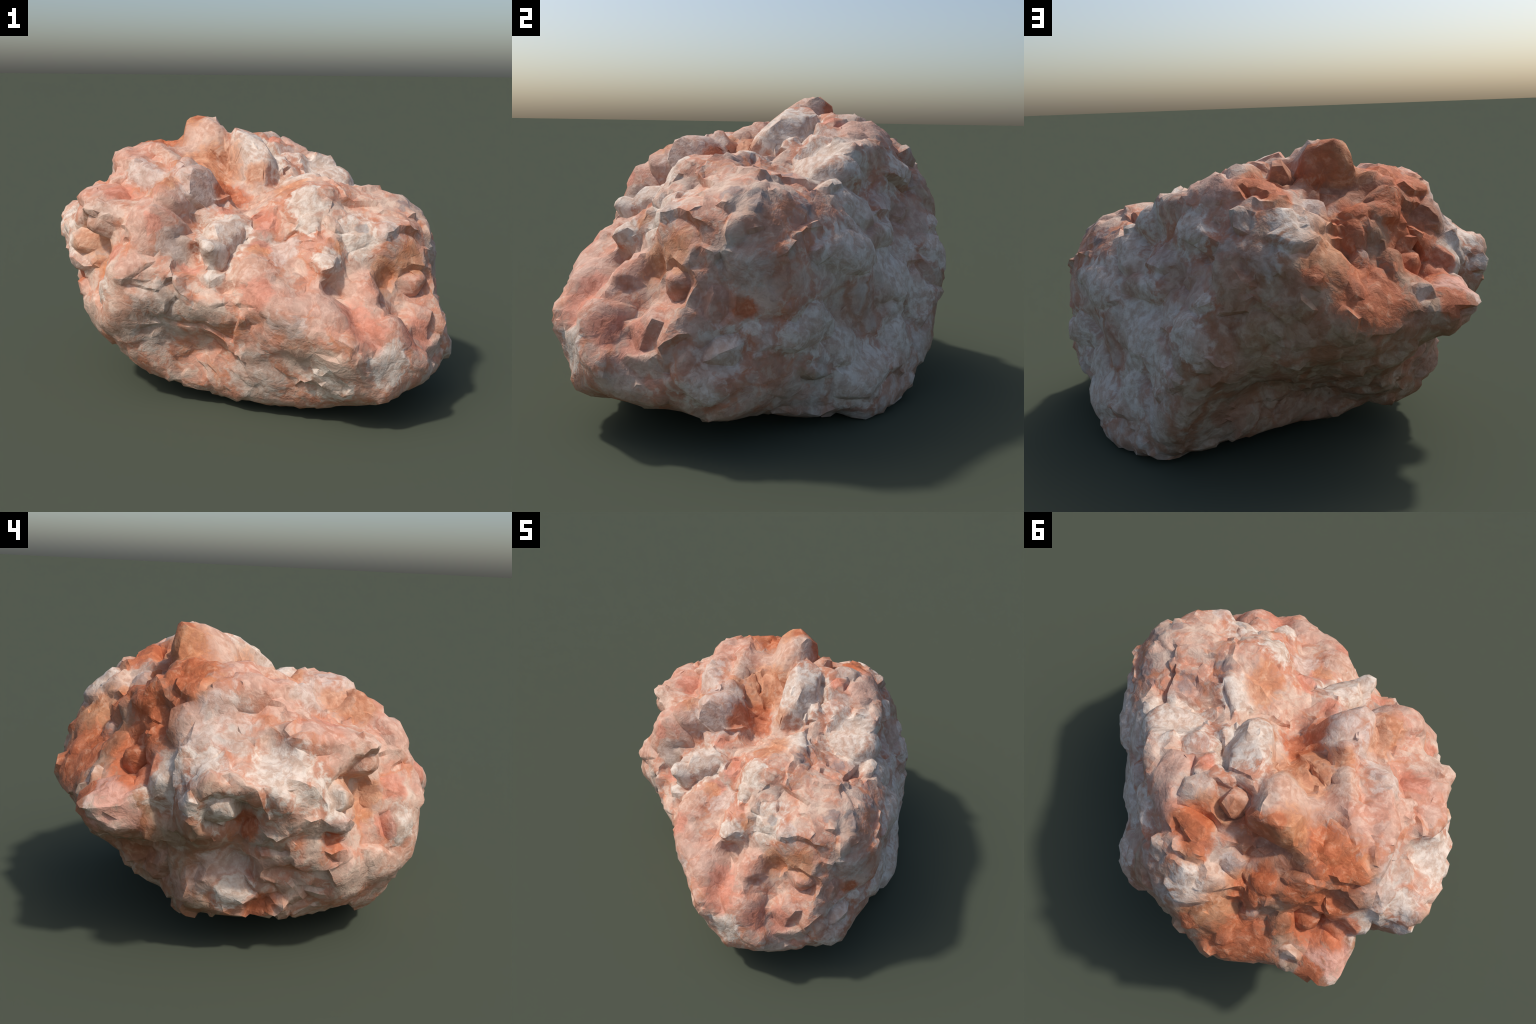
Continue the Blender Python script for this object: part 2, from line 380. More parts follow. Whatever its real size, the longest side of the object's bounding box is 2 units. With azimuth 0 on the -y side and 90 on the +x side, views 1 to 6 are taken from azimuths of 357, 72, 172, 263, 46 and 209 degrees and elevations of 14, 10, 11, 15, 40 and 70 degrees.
PATCHES = [
    (-0.476, 0.428, 1.175, 0.187, "brown"),
    (-0.506, 0.345, 1.181, 0.074, "orange"),
    (-0.655, 0.337, 1.135, 0.070, "orange"),
    (-0.583, 0.567, 0.874, 0.084, "rust"),
    (-0.634, 0.563, 0.826, 0.068, "rust"),
    (-0.491, 0.556, 1.053, 0.087, "rust"),
    (0.047, 0.493, 1.181, 0.088, "orange"),
    (0.022, 0.585, 1.134, 0.066, "rust"),
    (-0.169, 0.797, 0.903, 0.128, "orange"),
    (-0.358, 0.800, 0.780, 0.089, "rust"),
    (-0.193, 0.491, 1.128, 0.085, "brown"),
    (-0.238, 0.656, 1.002, 0.076, "orange"),
    (-0.366, 0.560, 1.078, 0.109, "brown"),
    (-0.316, 0.839, 0.764, 0.152, "rust"),
    (-0.523, 0.376, 1.173, 0.104, "rust"),
    (-0.706, 0.553, 0.808, 0.062, "rust"),
    (-0.565, 0.552, 0.910, 0.114, "rust"),
    (-0.657, 0.775, 0.697, 0.048, "rust"),
    (-0.307, 0.408, 1.266, 0.119, "orange"),
    (-0.366, 0.811, 0.765, 0.062, "rust"),
    (-0.661, 0.782, 0.687, 0.050, "rust"),
    (-0.179, 0.438, 1.226, 0.093, "rust"),
    (-0.271, 0.465, 1.148, 0.087, "brown"),
    (-0.135, 0.838, 0.895, 0.061, "orange"),
    (-0.620, 0.464, 1.000, 0.128, "brown"),
    (-0.677, 0.564, 0.805, 0.073, "rust"),
    (-0.342, 0.601, 1.040, 0.045, "rust"),
    (-0.496, 0.568, 0.992, 0.069, "rust"),
    (-0.248, 0.401, 1.325, 0.039, "rust"),
    (-0.494, 0.478, 1.138, 0.088, "brown"),
    (-0.118, -0.075, 0.983, 0.080, "rust"),
    (-0.161, -0.190, 1.013, 0.075, "rust"),
    (-0.185, 0.066, 1.070, 0.118, "orange"),
    (-0.317, -0.066, 1.115, 0.053, "orange"),
    (-0.534, 0.363, 1.171, 0.072, "rust"),
    (-0.125, -0.330, 0.933, 0.044, "red"),
    (0.189, -0.229, 1.025, 0.091, "orange"),
    (0.042, -0.530, 0.782, 0.048, "red"),
    (0.036, -0.399, 0.888, 0.046, "red"),
    (-0.184, 0.089, 1.092, 0.146, "orange"),
    (-0.059, -0.072, 0.942, 0.065, "rust"),
    (0.026, -0.048, 1.066, 0.061, "orange"),
    (-0.465, 0.322, 1.192, 0.068, "rust"),
    (-0.795, -0.229, 0.762, 0.080, "orange"),
    (-0.724, -0.306, 0.648, 0.058, "orange"),
    (-0.299, -0.601, 0.704, 0.044, "red"),
    (-0.454, -0.540, 0.897, 0.051, "red"),
    (-0.656, -0.183, 0.985, 0.057, "red"),
    (0.055, -0.430, 0.869, 0.053, "red"),
    (0.024, -0.561, 0.772, 0.047, "orange"),
    (0.380, -0.605, 0.804, 0.033, "orange"),
    (0.005, -0.788, 0.621, 0.072, "red"),
    (0.624, -0.594, 0.652, 0.071, "orange"),
    (0.209, -0.269, 1.033, 0.074, "orange"),
    (0.179, -0.870, 0.408, 0.059, "rose"),
    (0.426, -0.819, 0.529, 0.072, "red"),
    (-0.690, -0.320, 0.687, 0.070, "orange"),
    (-0.661, -0.447, 0.723, 0.059, "red"),
    (-0.449, -0.250, 1.045, 0.062, "orange"),
    (-0.724, -0.430, 0.586, 0.048, "red"),
    (-0.866, -0.170, 0.564, 0.052, "rust"),
    (-0.874, 0.165, 0.641, 0.063, "rust"),
    (-0.754, 0.317, 0.388, 0.063, "rose"),
    (-0.802, 0.072, 0.414, 0.057, "rose"),
    (-0.549, 0.577, 0.394, 0.076, "brown"),
    (-0.739, 0.085, 0.239, 0.068, "rust"),
    (0.943, -0.323, 0.536, 0.029, "rose"),
    (0.697, 0.324, 0.478, 0.072, "rose"),
    (0.774, 0.165, 0.451, 0.067, "rose"),
    (0.953, -0.206, 0.298, 0.055, "rose"),
    (0.983, -0.359, 0.267, 0.045, "rose"),
    (0.913, -0.088, 0.263, 0.032, "ochre"),
    (0.943, -0.187, 0.663, 0.058, "rose"),
    (0.684, 0.449, 0.164, 0.062, "rose"),
    (0.487, 0.610, 0.575, 0.060, "rose"),
    (0.374, 0.623, 0.774, 0.079, "rose"),
    (0.880, -0.270, 0.833, 0.068, "rose"),
    (0.424, 0.518, 0.776, 0.072, "rose"),
    (0.624, 0.332, 0.760, 0.069, "rose"),
    (0.295, 0.825, 0.585, 0.068, "rose"),
    (0.162, 0.812, 0.904, 0.065, "rose"),
    (0.717, 0.293, 0.484, 0.085, "rose"),
    (0.232, 0.814, 0.488, 0.061, "rose"),
    (0.404, 0.438, 1.088, 0.058, "rose"),
    (-0.066, 0.910, 0.630, 0.058, "rose"),
    (-0.093, 0.909, 0.814, 0.049, "rose"),
    (0.285, 0.824, 0.551, 0.060, "rose"),
    (-0.302, 0.913, 0.652, 0.074, "ochre"),
    (0.046, 0.743, 0.417, 0.053, "rose"),
    (-0.155, 0.626, 0.344, 0.054, "rose"),
    (0.247, 0.641, 0.232, 0.058, "rose"),
    (-0.038, 0.510, 0.190, 0.092, "rose"),
    (0.176, 0.828, 0.854, 0.061, "rose"),
    (0.134, 0.811, 0.486, 0.055, "ochre"),
    (-0.522, 0.825, 0.640, 0.048, "rose"),
    (-0.173, 0.935, 0.697, 0.046, "ochre"),
    (0.003, 0.887, 0.810, 0.048, "rose"),
    (0.226, 0.828, 0.727, 0.054, "rose"),
    (-0.196, 0.875, 0.544, 0.044, "rose"),
    (0.471, -0.878, 0.479, 0.076, "red"),
    (0.737, -0.537, 0.739, 0.079, "orange"),
    (0.935, -0.348, 0.563, 0.036, "rose"),
    (0.938, -0.507, 0.371, 0.069, "rose"),
    (0.943, -0.323, 0.541, 0.042, "rust"),
    (0.688, -0.795, 0.428, 0.061, "red"),
    (0.985, -0.381, 0.286, 0.057, "rose"),
    (0.767, -0.686, 0.409, 0.067, "red"),
    (-0.457, -0.558, 0.369, 0.098, "grey"),
    (-0.395, -0.649, 0.549, 0.102, "grey"),
    (-0.010, -0.708, 0.222, 0.129, "grey"),
    (0.307, -0.860, 0.226, 0.104, "white"),
    (0.133, -0.882, 0.516, 0.061, "lilac"),
    (-0.013, 0.617, 0.334, 0.062, "ochre"),
    (0.838, 0.178, 0.196, 0.121, "white"),
    (0.925, -0.067, 0.420, 0.077, "lilac"),
    (0.949, -0.313, 0.471, 0.041, "white"),
    (0.670, 0.420, 0.312, 0.093, "white"),
    (0.823, 0.215, 0.208, 0.127, "white"),
    (0.651, 0.449, 0.317, 0.123, "lilac"),
    (0.467, 0.572, 0.662, 0.058, "white"),
    (0.093, 0.841, 0.922, 0.064, "grey"),
    (0.023, 0.883, 0.681, 0.066, "ochre"),
    (0.127, 0.856, 0.629, 0.063, "ochre"),
    (-0.659, 0.719, 0.731, 0.032, "white"),
    (0.408, -0.222, 1.048, 0.026, "dark"),
    (0.404, -0.150, 1.054, 0.040, "dark"),
    (0.511, -0.062, 0.999, 0.043, "dark"),
    (0.748, -0.324, 0.951, 0.029, "dark"),
    (0.720, -0.010, 0.928, 0.029, "dark"),
    (0.780, -0.068, 0.912, 0.039, "dark"),
    (0.811, -0.246, 0.935, 0.031, "dark"),
    (0.554, -0.088, 0.998, 0.019, "dark"),
    (0.533, -0.044, 0.990, 0.012, "dark"),
    (0.395, -0.216, 1.053, 0.020, "dark"),
    (0.414, -0.143, 1.048, 0.025, "dark"),
    (0.786, -0.047, 0.896, 0.038, "dark"),
    (0.839, -0.258, 0.894, 0.023, "dark"),
    (0.646, -0.136, 0.996, 0.018, "dark"),
    (0.501, -0.534, 0.877, 0.029, "dark"),
    (0.490, 0.237, 1.102, 0.021, "dark"),
]
# ---- shape of the rock (numpy only) ----
CENTRE = np.array([0.0, 0.0, 0.6])
BEDDED = 0.022  # how far the groundmass draws back round a set-in stone
RING_ELEVATIONS = (-75, -62, -49, -36, -23, -10, 3, 16, 29, 42, 55, 70)


def unit(a):
    return a / (np.linalg.norm(a, axis=-1, keepdims=True) + 1e-12)


def ring_directions():
    """Directions of the control points of every ring, foot to crown."""
    out = [(0, 0, -1)]
    for k, (elevation, radii) in enumerate(zip(RING_ELEVATIONS, RINGS)):
        e, n = np.radians(elevation), len(radii)
        for i in range(n):
            a = 2 * np.pi * (i + 0.5 * (k % 2)) / n
            out.append((np.cos(e) * np.cos(a), np.cos(e) * np.sin(a), np.sin(e)))
    out.append((0, 0, 1))
    return np.array(out)


def loft(directions):
    """Smooth radius in any direction: a cubic loft through the rings."""
    knots = ring_directions()
    radii = np.array([FOOT_RADIUS, *[x for ring in RINGS for x in ring], CROWN_RADIUS])
    n = len(knots)

    def chord(a):
        return np.maximum(0, 2 - 2 * a @ knots.T) ** 1.5

    system = np.zeros((n + 4, n + 4))
    system[:n, :n] = chord(knots)
    system[:n, n], system[:n, n + 1:] = 1, knots
    system[n, :n], system[n + 1:, :n] = 1, knots.T
    weights = np.linalg.solve(system, np.r_[radii, np.zeros(4)])
    out = np.empty(len(directions))
    for s in range(0, len(directions), 20000):
        d = directions[s:s + 20000]
        out[s:s + 20000] = chord(d) @ weights[:n] + weights[n] + d @ weights[n + 1:]
    for azimuth, elevation, spread, rise in SWELLS:
        a, e, w = np.radians((azimuth, elevation, spread))
        towards = np.array([np.cos(e) * np.cos(a), np.cos(e) * np.sin(a), np.sin(e)])
        out += rise * np.exp((directions @ towards - 1) * 2 / w ** 2)
    return out


def hash01(cells, salt):
    """A repeatable random number in 0..1 for every integer cell."""
    c = cells.astype(np.int64)
    h = (c[..., 0] * 73856093) ^ (c[..., 1] * 19349663) ^ (c[..., 2] * 83492791) ^ (salt * 2654435761)
    h = (h ^ (h >> 13)) * 1274126177 & 0x7FFFFFFF
    h = (h ^ (h >> 15)) * 668265263 & 0x7FFFFFFF
    h = h ^ (h >> 12)
    return (h % 100003) / 100003.0


def value_noise(p, salt):
    base = np.floor(p)
    f = p - base
    f = f * f * f * (f * (f * 6 - 15) + 10)
    total = np.zeros(len(p))
    for dx in (0, 1):
        for dy in (0, 1):
            for dz in (0, 1):
                w = (f[:, 0] if dx else 1 - f[:, 0]) * (f[:, 1] if dy else 1 - f[:, 1]) * (f[:, 2] if dz else 1 - f[:, 2])
                total += w * hash01(base + (dx, dy, dz), salt)
    return total * 2 - 1


def pebbles(p, salt):
    """Worley cells: height of a field of packed angular pebbles, 0 in the joints to 1 on top."""
    base = np.floor(p)
    first, second = np.full(len(p), 9.0), np.full(len(p), 9.0)
    size, tilt = np.zeros(len(p)), np.zeros(len(p))
    for dx in (-1, 0, 1):
        for dy in (-1, 0, 1):
            for dz in (-1, 0, 1):
                cell = base + (dx, dy, dz)
                seed = cell + np.stack([hash01(cell, salt + k) for k in (1, 2, 3)], -1)
                away = p - seed
                d = np.sqrt((away ** 2).sum(-1))
                lean = np.stack([hash01(cell, salt + k) - 0.5 for k in (5, 6, 7)], -1)
                closer = d < first
                second = np.where(closer, first, np.minimum(second, d))
                size = np.where(closer, hash01(cell, salt + 4), size)
                tilt = np.where(closer, (away * lean).sum(-1), tilt)
                first = np.where(closer, d, first)
    gap = np.clip((second - first) / 0.16, 0, 1)
    return size - 0.5 - 0.35 * (1 - gap), tilt


def smooth_normals(points, tris, links, rounds):
    face = np.cross(points[tris[:, 1]] - points[tris[:, 0]], points[tris[:, 2]] - points[tris[:, 0]])
    n = np.zeros_like(points)
    for axis in range(3):
        for k in range(3):
            n[:, axis] += np.bincount(tris[:, k], face[:, axis], len(points))
    n = unit(n)
    a, b = links.T
    for _ in range(rounds):
        m = n.copy()
        for axis in range(3):
            m[:, axis] += np.bincount(a, n[b, axis], len(points)) + np.bincount(b, n[a, axis], len(points))
        n = unit(m)
    return n


def frame(normal):
    east = unit(np.cross((0, 0, 1.0), normal)) if abs(normal[2]) < 0.97 else np.array([1.0, 0, 0])
    return east, np.cross(normal, east)


def outline_distance(points, normals, lump, rng):
    """Distance from a lump's middle in units of its own angular outline (1 = rim) and a tilt."""
    x, y, z, long, wide, turn = lump[:6]
    offset = points - (x, y, z)
    near = np.where((offset ** 2).sum(1) < (1.8 * max(long, 0.05)) ** 2)[0]
    if not len(near):
        return near, None, None, 0.0
    offset = offset[near]
    w = np.exp(-(offset ** 2).sum(1) / (2 * 0.06 ** 2)) + 1e-9
    normal = unit((normals[near] * w[:, None]).sum(0))
    east, north = frame(normal)
    t = np.radians(turn)
    along, across = np.cos(t) * east + np.sin(t) * north, -np.sin(t) * east + np.cos(t) * north
    u, v = offset @ along / long, offset @ across / wide
    facing = (normals[near] @ normal) > 0.0
    near, u, v = near[facing], u[facing], v[facing]
    sides = int(rng.integers(4, 7))
    angles = (np.arange(sides) + rng.uniform(-0.28, 0.28, sides)) * 2 * np.pi / sides + rng.uniform(0, 6.28)
    cuts = rng.uniform(0.72, 1.0, sides)
    poly = np.max([(np.cos(a) * u + np.sin(a) * v) / c for a, c in zip(angles, cuts)], axis=0)
    q = 0.12 * np.sqrt(u * u + v * v) + 0.88 * poly
    # two fracture planes across the top
    p, s = rng.uniform(0, 6.28, 2), rng.uniform(0.4, 1.1, 2)
    roof = np.minimum(1 + s[0] * (np.cos(p[0]) * u + np.sin(p[0]) * v), 1 + s[1] * (np.cos(p[1]) * u + np.sin(p[1]) * v))
    return near, q, roof, normal


def relief(points, normals):
    """Height of lumps, joints, dents and bedding above the lofted body, in metres."""
    global OWNER
    rng = np.random.default_rng(11)
    warp = np.stack([value_noise(points * 9, s) for s in (21, 22, 23)], -1)
    warped = points + 0.012 * warp
    calm = calm_side(points, normals)
    crumbly = np.clip(0.5 + 0.9 * value_noise(points * 3.2, 41), 0, 1)
    block, block_tilt = pebbles(warped * (4.6, 4.6, 5.4), 100)
    chunk, chunk_tilt = pebbles(warped * 9.5, 200)
    chip, chip_tilt = pebbles(warped * 20, 300)
    # every piece has a height of its own and a flat top tilted its own way
    blocks = 0.008 * block + 0.20 / 4.6 * block_tilt
    chunks = 0.013 * chunk + 0.38 / 9.5 * chunk_tilt
    chips = 0.005 * chip + 0.30 / 20 * chip_tilt
    ground = (blocks + (0.55 + 0.6 * crumbly) * chunks) * (1 - 0.3 * calm)
    rises = np.full(len(points), -1.0)
    OWNER = np.full(len(points), -1)
    moat = np.zeros(len(points))
    for k, lump in enumerate(LUMPS):
        if any((into_stone(np.array([lump[:3]]), stone) ** 2).sum() < 1.3 for stone in STONES):
            continue
        near, q, lean, _ = outline_distance(warped, normals, lump, rng)
        if not len(near):
            continue
        rise = lump[6]
        bevel = np.clip((1 - q) / 0.30, 0, 1)
        body = np.minimum(bevel * (1.2 - 0.2 * bevel), lean)
        top = np.where(q < 1, rise * (body - 0.15), -1)
        OWNER[near[top > rises[near]]] = k
        rises[near] = np.maximum(rises[near], top)
        ditch = np.where(q >= 0.98, -0.3 * rise * np.clip((1.45 - q) / 0.45, 0, 1), 0)
        moat[near] = np.minimum(moat[near], ditch)
    covered = rises > -0.5
    height = np.where(covered, rises + 0.45 * ground, ground + moat)
    for dent in DENTS:
        near, q, lean, _ = outline_distance(warped, normals, dent, rng)
        if len(near):
            height[near] -= dent[6] * np.clip(1 - np.clip(q, 0, 1) ** 2, 0, 1)
    for stone in STONES:  # the groundmass gives way round every set-in stone
        x = into_stone(points, stone)
        height -= BEDDED * np.clip((1.45 - np.sqrt((x ** 2).sum(1))) / 0.35, 0, 1)
    height += (0.25 + 0.75 * crumbly) * chips * (1 - 0.2 * calm)
    height += 0.003 * value_noise(points * 14, 32)
    bedding = bedding_side(points, normals)
    along = points @ unit(np.array([0.20, 0.35, 1.0]))
    height += bedding * 0.010 * value_noise(np.stack([points[:, 0] * 3, points[:, 1] * 3, along * 22], -1), 33)
    return height


def stone_axes(direction):
    first = unit(np.array(direction, float))
    second = unit(np.cross((0, 0, 1.0) if abs(first[2]) < 0.9 else (1.0, 0, 0), first))
    return np.stack([first, second, np.cross(first, second)])


def into_stone(points, stone):
    """Points in the frame of a stone, where its rough outline is the unit ball."""
    kind, tone, middle, sizes, direction, seed = stone
    return (points - np.array(middle)) @ stone_axes(direction).T / np.array(sizes)


def set_in_stones(points):
    """Push the surface out to every angular block that stands out of it."""
    for k, stone in enumerate(STONES):
        rng = np.random.default_rng(stone[5])
        axes = np.array([(1, 0, 0), (-1, 0, 0), (0, 1, 0), (0, -1, 0), (0, 0, 1), (0, 0, -1.0)])
        cuts = unit(np.concatenate([axes + rng.normal(size=(6, 3)) * 0.16, rng.normal(size=(9, 3))]))
        depth = np.concatenate([rng.uniform(0.82, 0.97, 6), rng.uniform(0.74, 0.96, 9)])
        start = into_stone(CENTRE[None], stone)[0]
        away = points - CENTRE
        reach = np.linalg.norm(away, axis=1)
        ray = into_stone(points, stone) - start
        ray /= reach[:, None]
        # leave through the rounded body or the nearest fracture plane
        a, b, c = (ray ** 2).sum(1), ray @ start, start @ start - 1.06 ** 2
        inside = b * b - a * c
        leave = np.where(inside > 0, (-b + np.sqrt(np.maximum(inside, 0))) / a, 0)
        enter = np.where(inside > 0, (-b - np.sqrt(np.maximum(inside, 0))) / a, 9)
        for n, d in zip(cuts, depth):
            slope = ray @ n
            t = (d - start @ n) / np.where(np.abs(slope) < 1e-9, 1e-9, slope)
            leave = np.where(slope > 0, np.minimum(leave, t), leave)
            enter = np.where(slope < 0, np.maximum(enter, t), enter)
        leave = np.where(leave > enter, leave, 0)
        leave = leave + np.where(leave > 0, 0.004 * value_noise(points * 16, 61) + 0.003 * value_noise(points * 34, 62), 0)
        out = leave > reach
        points = np.where(out[:, None], CENTRE + away / reach[:, None] * leave[:, None], points)
        OWNER[out] = len(LUMPS) + k
    return points


def calm_side(points, normals):
    """1 on the worn right and back-right face and low on the front, where the relief is low."""
    f = normals @ unit(np.array([0.75, 0.66, -0.05]))
    front = normals @ unit(np.array([0.15, -0.75, -0.6]))
    return np.clip(np.maximum((f - 0.35) / 0.4, (front - 0.6) / 0.25), 0, 1)


def bedding_side(points, normals):
    """1 low on the back, where thin beds crop out."""
    f = normals @ unit(np.array([-0.25, 0.85, -0.45]))
    return np.clip((f - 0.45) / 0.35, 0, 1) * np.clip((0.75 - points[:, 2]) / 0.2, 0, 1)


def worn(points, links, rounds):
    """Take the keenest edges off, as weather does."""
    a, b = links.T
    count = np.bincount(links.ravel(), minlength=len(points))[:, None]
    for _ in range(rounds):
        near = np.stack([np.bincount(a, points[b, k], len(points)) + np.bincount(b, points[a, k], len(points)) for k in range(3)], 1)
        points = 0.45 * points + 0.55 * near / count
    return points


def build_surface(directions, tris, links):
    points = CENTRE + directions * loft(directions)[:, None]
    normals = smooth_normals(points, tris, links, max(2, int(len(points) / 5000)))
    points = points + normals * relief(points, normals)[:, None]
    points = set_in_stones(points)
    points = worn(points, links, 1 if len(points) > 50000 else 0)
    points[:, 2] = np.maximum(points[:, 2], 0.0)
    return points


# ---- material ----
TONES = {  # linear base colours
    "white": (0.63, 0.51, 0.415), "cream": (0.59, 0.40, 0.30), "lilac": (0.56, 0.435, 0.365),
    "grey": (0.47, 0.375, 0.305), "pink": (0.55, 0.28, 0.20), "red": (0.56, 0.19, 0.115),
    "rose": (0.42, 0.215, 0.135), "orange": (0.54, 0.21, 0.085), "rust": (0.49, 0.128, 0.046),
    "brown": (0.38, 0.135, 0.06), "ochre": (0.42, 0.27, 0.165), "dark": (0.13, 0.125, 0.135),
}
STRENGTH = {"white": 0.85, "cream": 0.6, "lilac": 0.65, "grey": 0.65, "pink": 0.5, "red": 0.65, "rose": 0.45,
            "orange": 0.65, "rust": 0.85, "brown": 0.8, "ochre": 0.6, "dark": 0.5}


class Nodes:
    def __init__(self, material):
        self.tree = material.node_tree
        self.tree.nodes.clear()

    def add(self, kind, inputs=(), **settings):
        node = self.tree.nodes.new(kind)
        for name, value in settings.items():
            setattr(node, name, value)
        for key, value in dict(inputs).items():
            if isinstance(value, bpy.types.NodeSocket):
                self.tree.links.new(value, node.inputs[key])
            else:
                node.inputs[key].default_value = value
        return node

    def math(self, operation, a, b=0.0, c=0.0, clamp=False):
        return self.add("ShaderNodeMath", {0: a, 1: b, 2: c}, operation=operation, use_clamp=clamp).outputs[0]

    def noise(self, where, scale, detail=3.0, rough=0.55, distort=0.0):
        return self.add("ShaderNodeTexNoise", {"Vector": where, "Scale": scale, "Detail": detail, "Roughness": rough, "Distortion": distort})

    def step(self, value, low, high, to_low=0.0, to_high=1.0):
        return self.add("ShaderNodeMapRange", {"Value": value, "From Min": low, "From Max": high, "To Min": to_low, "To Max": to_high},
                        interpolation_type="SMOOTHSTEP").outputs[0]

    def mix(self, factor, a, b, blend="MIX"):
        node = self.add("ShaderNodeMix", data_type="RGBA", blend_type=blend)
        for k, value in ((0, factor), (6, a), (7, b)):
            if isinstance(value, bpy.types.NodeSocket):
                self.tree.links.new(value, node.inputs[k])
            else:
                node.inputs[k].default_value = value if k == 0 else (*value, 1)
        return node.outputs[2]


def spots():
    by_tone = {tone: [] for tone in TONES}
    for x, y, z, long, wide, turn, rise, tone in LUMPS:
        by_tone[tone].append((x, y, z, (long * wide) ** 0.5))
    for kind, tone, middle, sizes, direction, seed in STONES:
        by_tone[tone].append((*middle, 1.15 * float(np.mean(sizes))))
    for x, y, z, radius, tone in PATCHES:
        by_tone[tone].append((x, y, z, radius))
    return by_tone


def rock_material():
    material = bpy.data.materials.new("pink_quartz_stone")
    material.use_nodes = True
    n = Nodes(material)
    place = n.add("ShaderNodeTexCoord").outputs["Object"]
    wander = n.noise(place, 6.0, 4, 0.6).outputs["Color"]
    wander = n.add("ShaderNodeVectorMath", {0: wander, 1: (0.5, 0.5, 0.5)}, operation="SUBTRACT").outputs[0]
    wander = n.add("ShaderNodeVectorMath", {0: wander, "Scale": 0.15}, operation="SCALE").outputs[0]
    warped = n.add("ShaderNodeVectorMath", {0: place, 1: wander}, operation="ADD").outputs[0]
    mottle = n.noise(warped, 9.0, 3, 0.55, 0.3).outputs["Fac"]
    blotch = n.noise(place, 5.5, 3, 0.55, 0.6).outputs["Fac"]
    cloud = n.noise(warped, 26.0, 4, 0.6).outputs["Fac"]
    grain = n.noise(place, 34.0, 3, 0.55, 0.5).outputs["Fac"]
    clast = n.add("ShaderNodeTexVoronoi", {"Vector": warped, "Scale": 9.0, "Smoothness": 0.5}, feature="SMOOTH_F1")
    clast = n.add("ShaderNodeSeparateColor", {0: clast.outputs["Color"]}).outputs[0]

    colour = n.mix(n.step(blotch, 0.38, 0.64), (0.54, 0.262, 0.176), (0.58, 0.395, 0.30))
    colour = n.mix(n.math("MULTIPLY", n.step(clast, 0.5, 0.8), 0.55), colour, (0.58, 0.44, 0.35))
    colour = n.mix(n.math("MULTIPLY", n.step(mottle, 0.51, 0.66), 0.72), colour, (0.545, 0.205, 0.115))
    colour = n.mix(n.math("MULTIPLY", n.step(mottle, 0.44, 0.30), 0.6), colour, (0.46, 0.335, 0.265))
    colour = n.mix(n.math("MULTIPLY", n.step(cloud, 0.50, 0.64), 0.65), colour, (0.645, 0.485, 0.375))
    colour = n.mix(n.math("MULTIPLY", n.step(cloud, 0.47, 0.31), 0.55), colour, (0.39, 0.235, 0.175))
    joint = n.add("ShaderNodeTexVoronoi", {"Vector": warped, "Scale": 7.0}, feature="DISTANCE_TO_EDGE").outputs["Distance"]
    joint = n.math("MULTIPLY", n.step(joint, 0.09, 0.0), n.step(blotch, 0.62, 0.40))
    colour = n.mix(n.math("MULTIPLY", joint, 0.6), colour, (0.52, 0.19, 0.085))

    # the worn right and back-right face: pale, with veins of rusty brown
    def side(direction, low, high):
        d = n.add("ShaderNodeVectorMath", {0: warped, 1: direction}, operation="DOT_PRODUCT").outputs["Value"]
        return n.step(d, low, high)

    vein = n.noise(n.add("ShaderNodeMapping", {"Vector": warped, "Scale": (1, 1, 0.6)}).outputs[0], 6.5, 4, 0.6, 0.8).outputs["Fac"]
    pale = n.mix(n.step(cloud, 0.35, 0.65), (0.51, 0.42, 0.36), (0.60, 0.535, 0.475))
    seam = n.add("ShaderNodeTexVoronoi", {"Vector": n.add("ShaderNodeMapping", {"Vector": warped, "Scale": (1, 1, 0.65)}).outputs[0], "Scale": 5.0}, feature="DISTANCE_TO_EDGE").outputs["Distance"]
    seam = n.step(n.math("ADD", seam, n.math("MULTIPLY_ADD", cloud, 0.16, -0.08)), 0.13, 0.0)
    pale = n.mix(n.math("MULTIPLY", n.step(vein, 0.54, 0.72), 0.3), pale, (0.46, 0.27, 0.18))
    pale = n.mix(n.math("MULTIPLY", seam, 0.75), pale, (0.42, 0.21, 0.125))
    colour = n.mix(n.math("MULTIPLY", side((0.72, 0.66, -0.2), 0.42, 0.62), 0.85), colour, pale)
    tan = n.mix(n.step(cloud, 0.35, 0.65), (0.34, 0.205, 0.125), (0.46, 0.325, 0.23))
    tan = n.mix(n.math("MULTIPLY", n.step(vein, 0.46, 0.62), 0.8), tan, (0.34, 0.14, 0.07))
    tan = n.mix(n.math("MULTIPLY", seam, 0.7), tan, (0.33, 0.13, 0.06))
    colour = n.mix(n.math("MULTIPLY", side((-0.32, 0.90, -0.30), 0.22, 0.46), 0.9), colour, tan)

    edge = n.math("MULTIPLY_ADD", cloud, 1.1, -0.55)
    order = ("pink", "cream", "lilac", "grey", "white", "brown", "ochre", "rose", "red", "orange", "rust", "dark")
    by_tone = spots()
    for tone in order:
        field = None
        for x, y, z, radius in by_tone[tone]:
            spot = n.add("ShaderNodeMapping", {"Vector": warped, "Location": (x, y, z), "Scale": (1.5 * radius,) * 3}, vector_type="TEXTURE")
            ball = n.add("ShaderNodeTexGradient", {"Vector": spot.outputs[0]}, gradient_type="SPHERICAL").outputs["Fac"]
            field = ball if field is None else n.math("MAXIMUM", field, ball)
        if field is None:
            continue
        shape = n.step(n.math("ADD", field, edge), 0.08, 0.46)
        # no stain where no spot is near
        shape = n.math("MULTIPLY", shape, n.step(field, 0.0, 0.2))
        r, g, b = TONES[tone]
        own = n.mix(n.step(cloud, 0.35, 0.65), (r * 0.80, g * 0.72, b * 0.68), (r * 1.08, g * 1.16, b * 1.22))
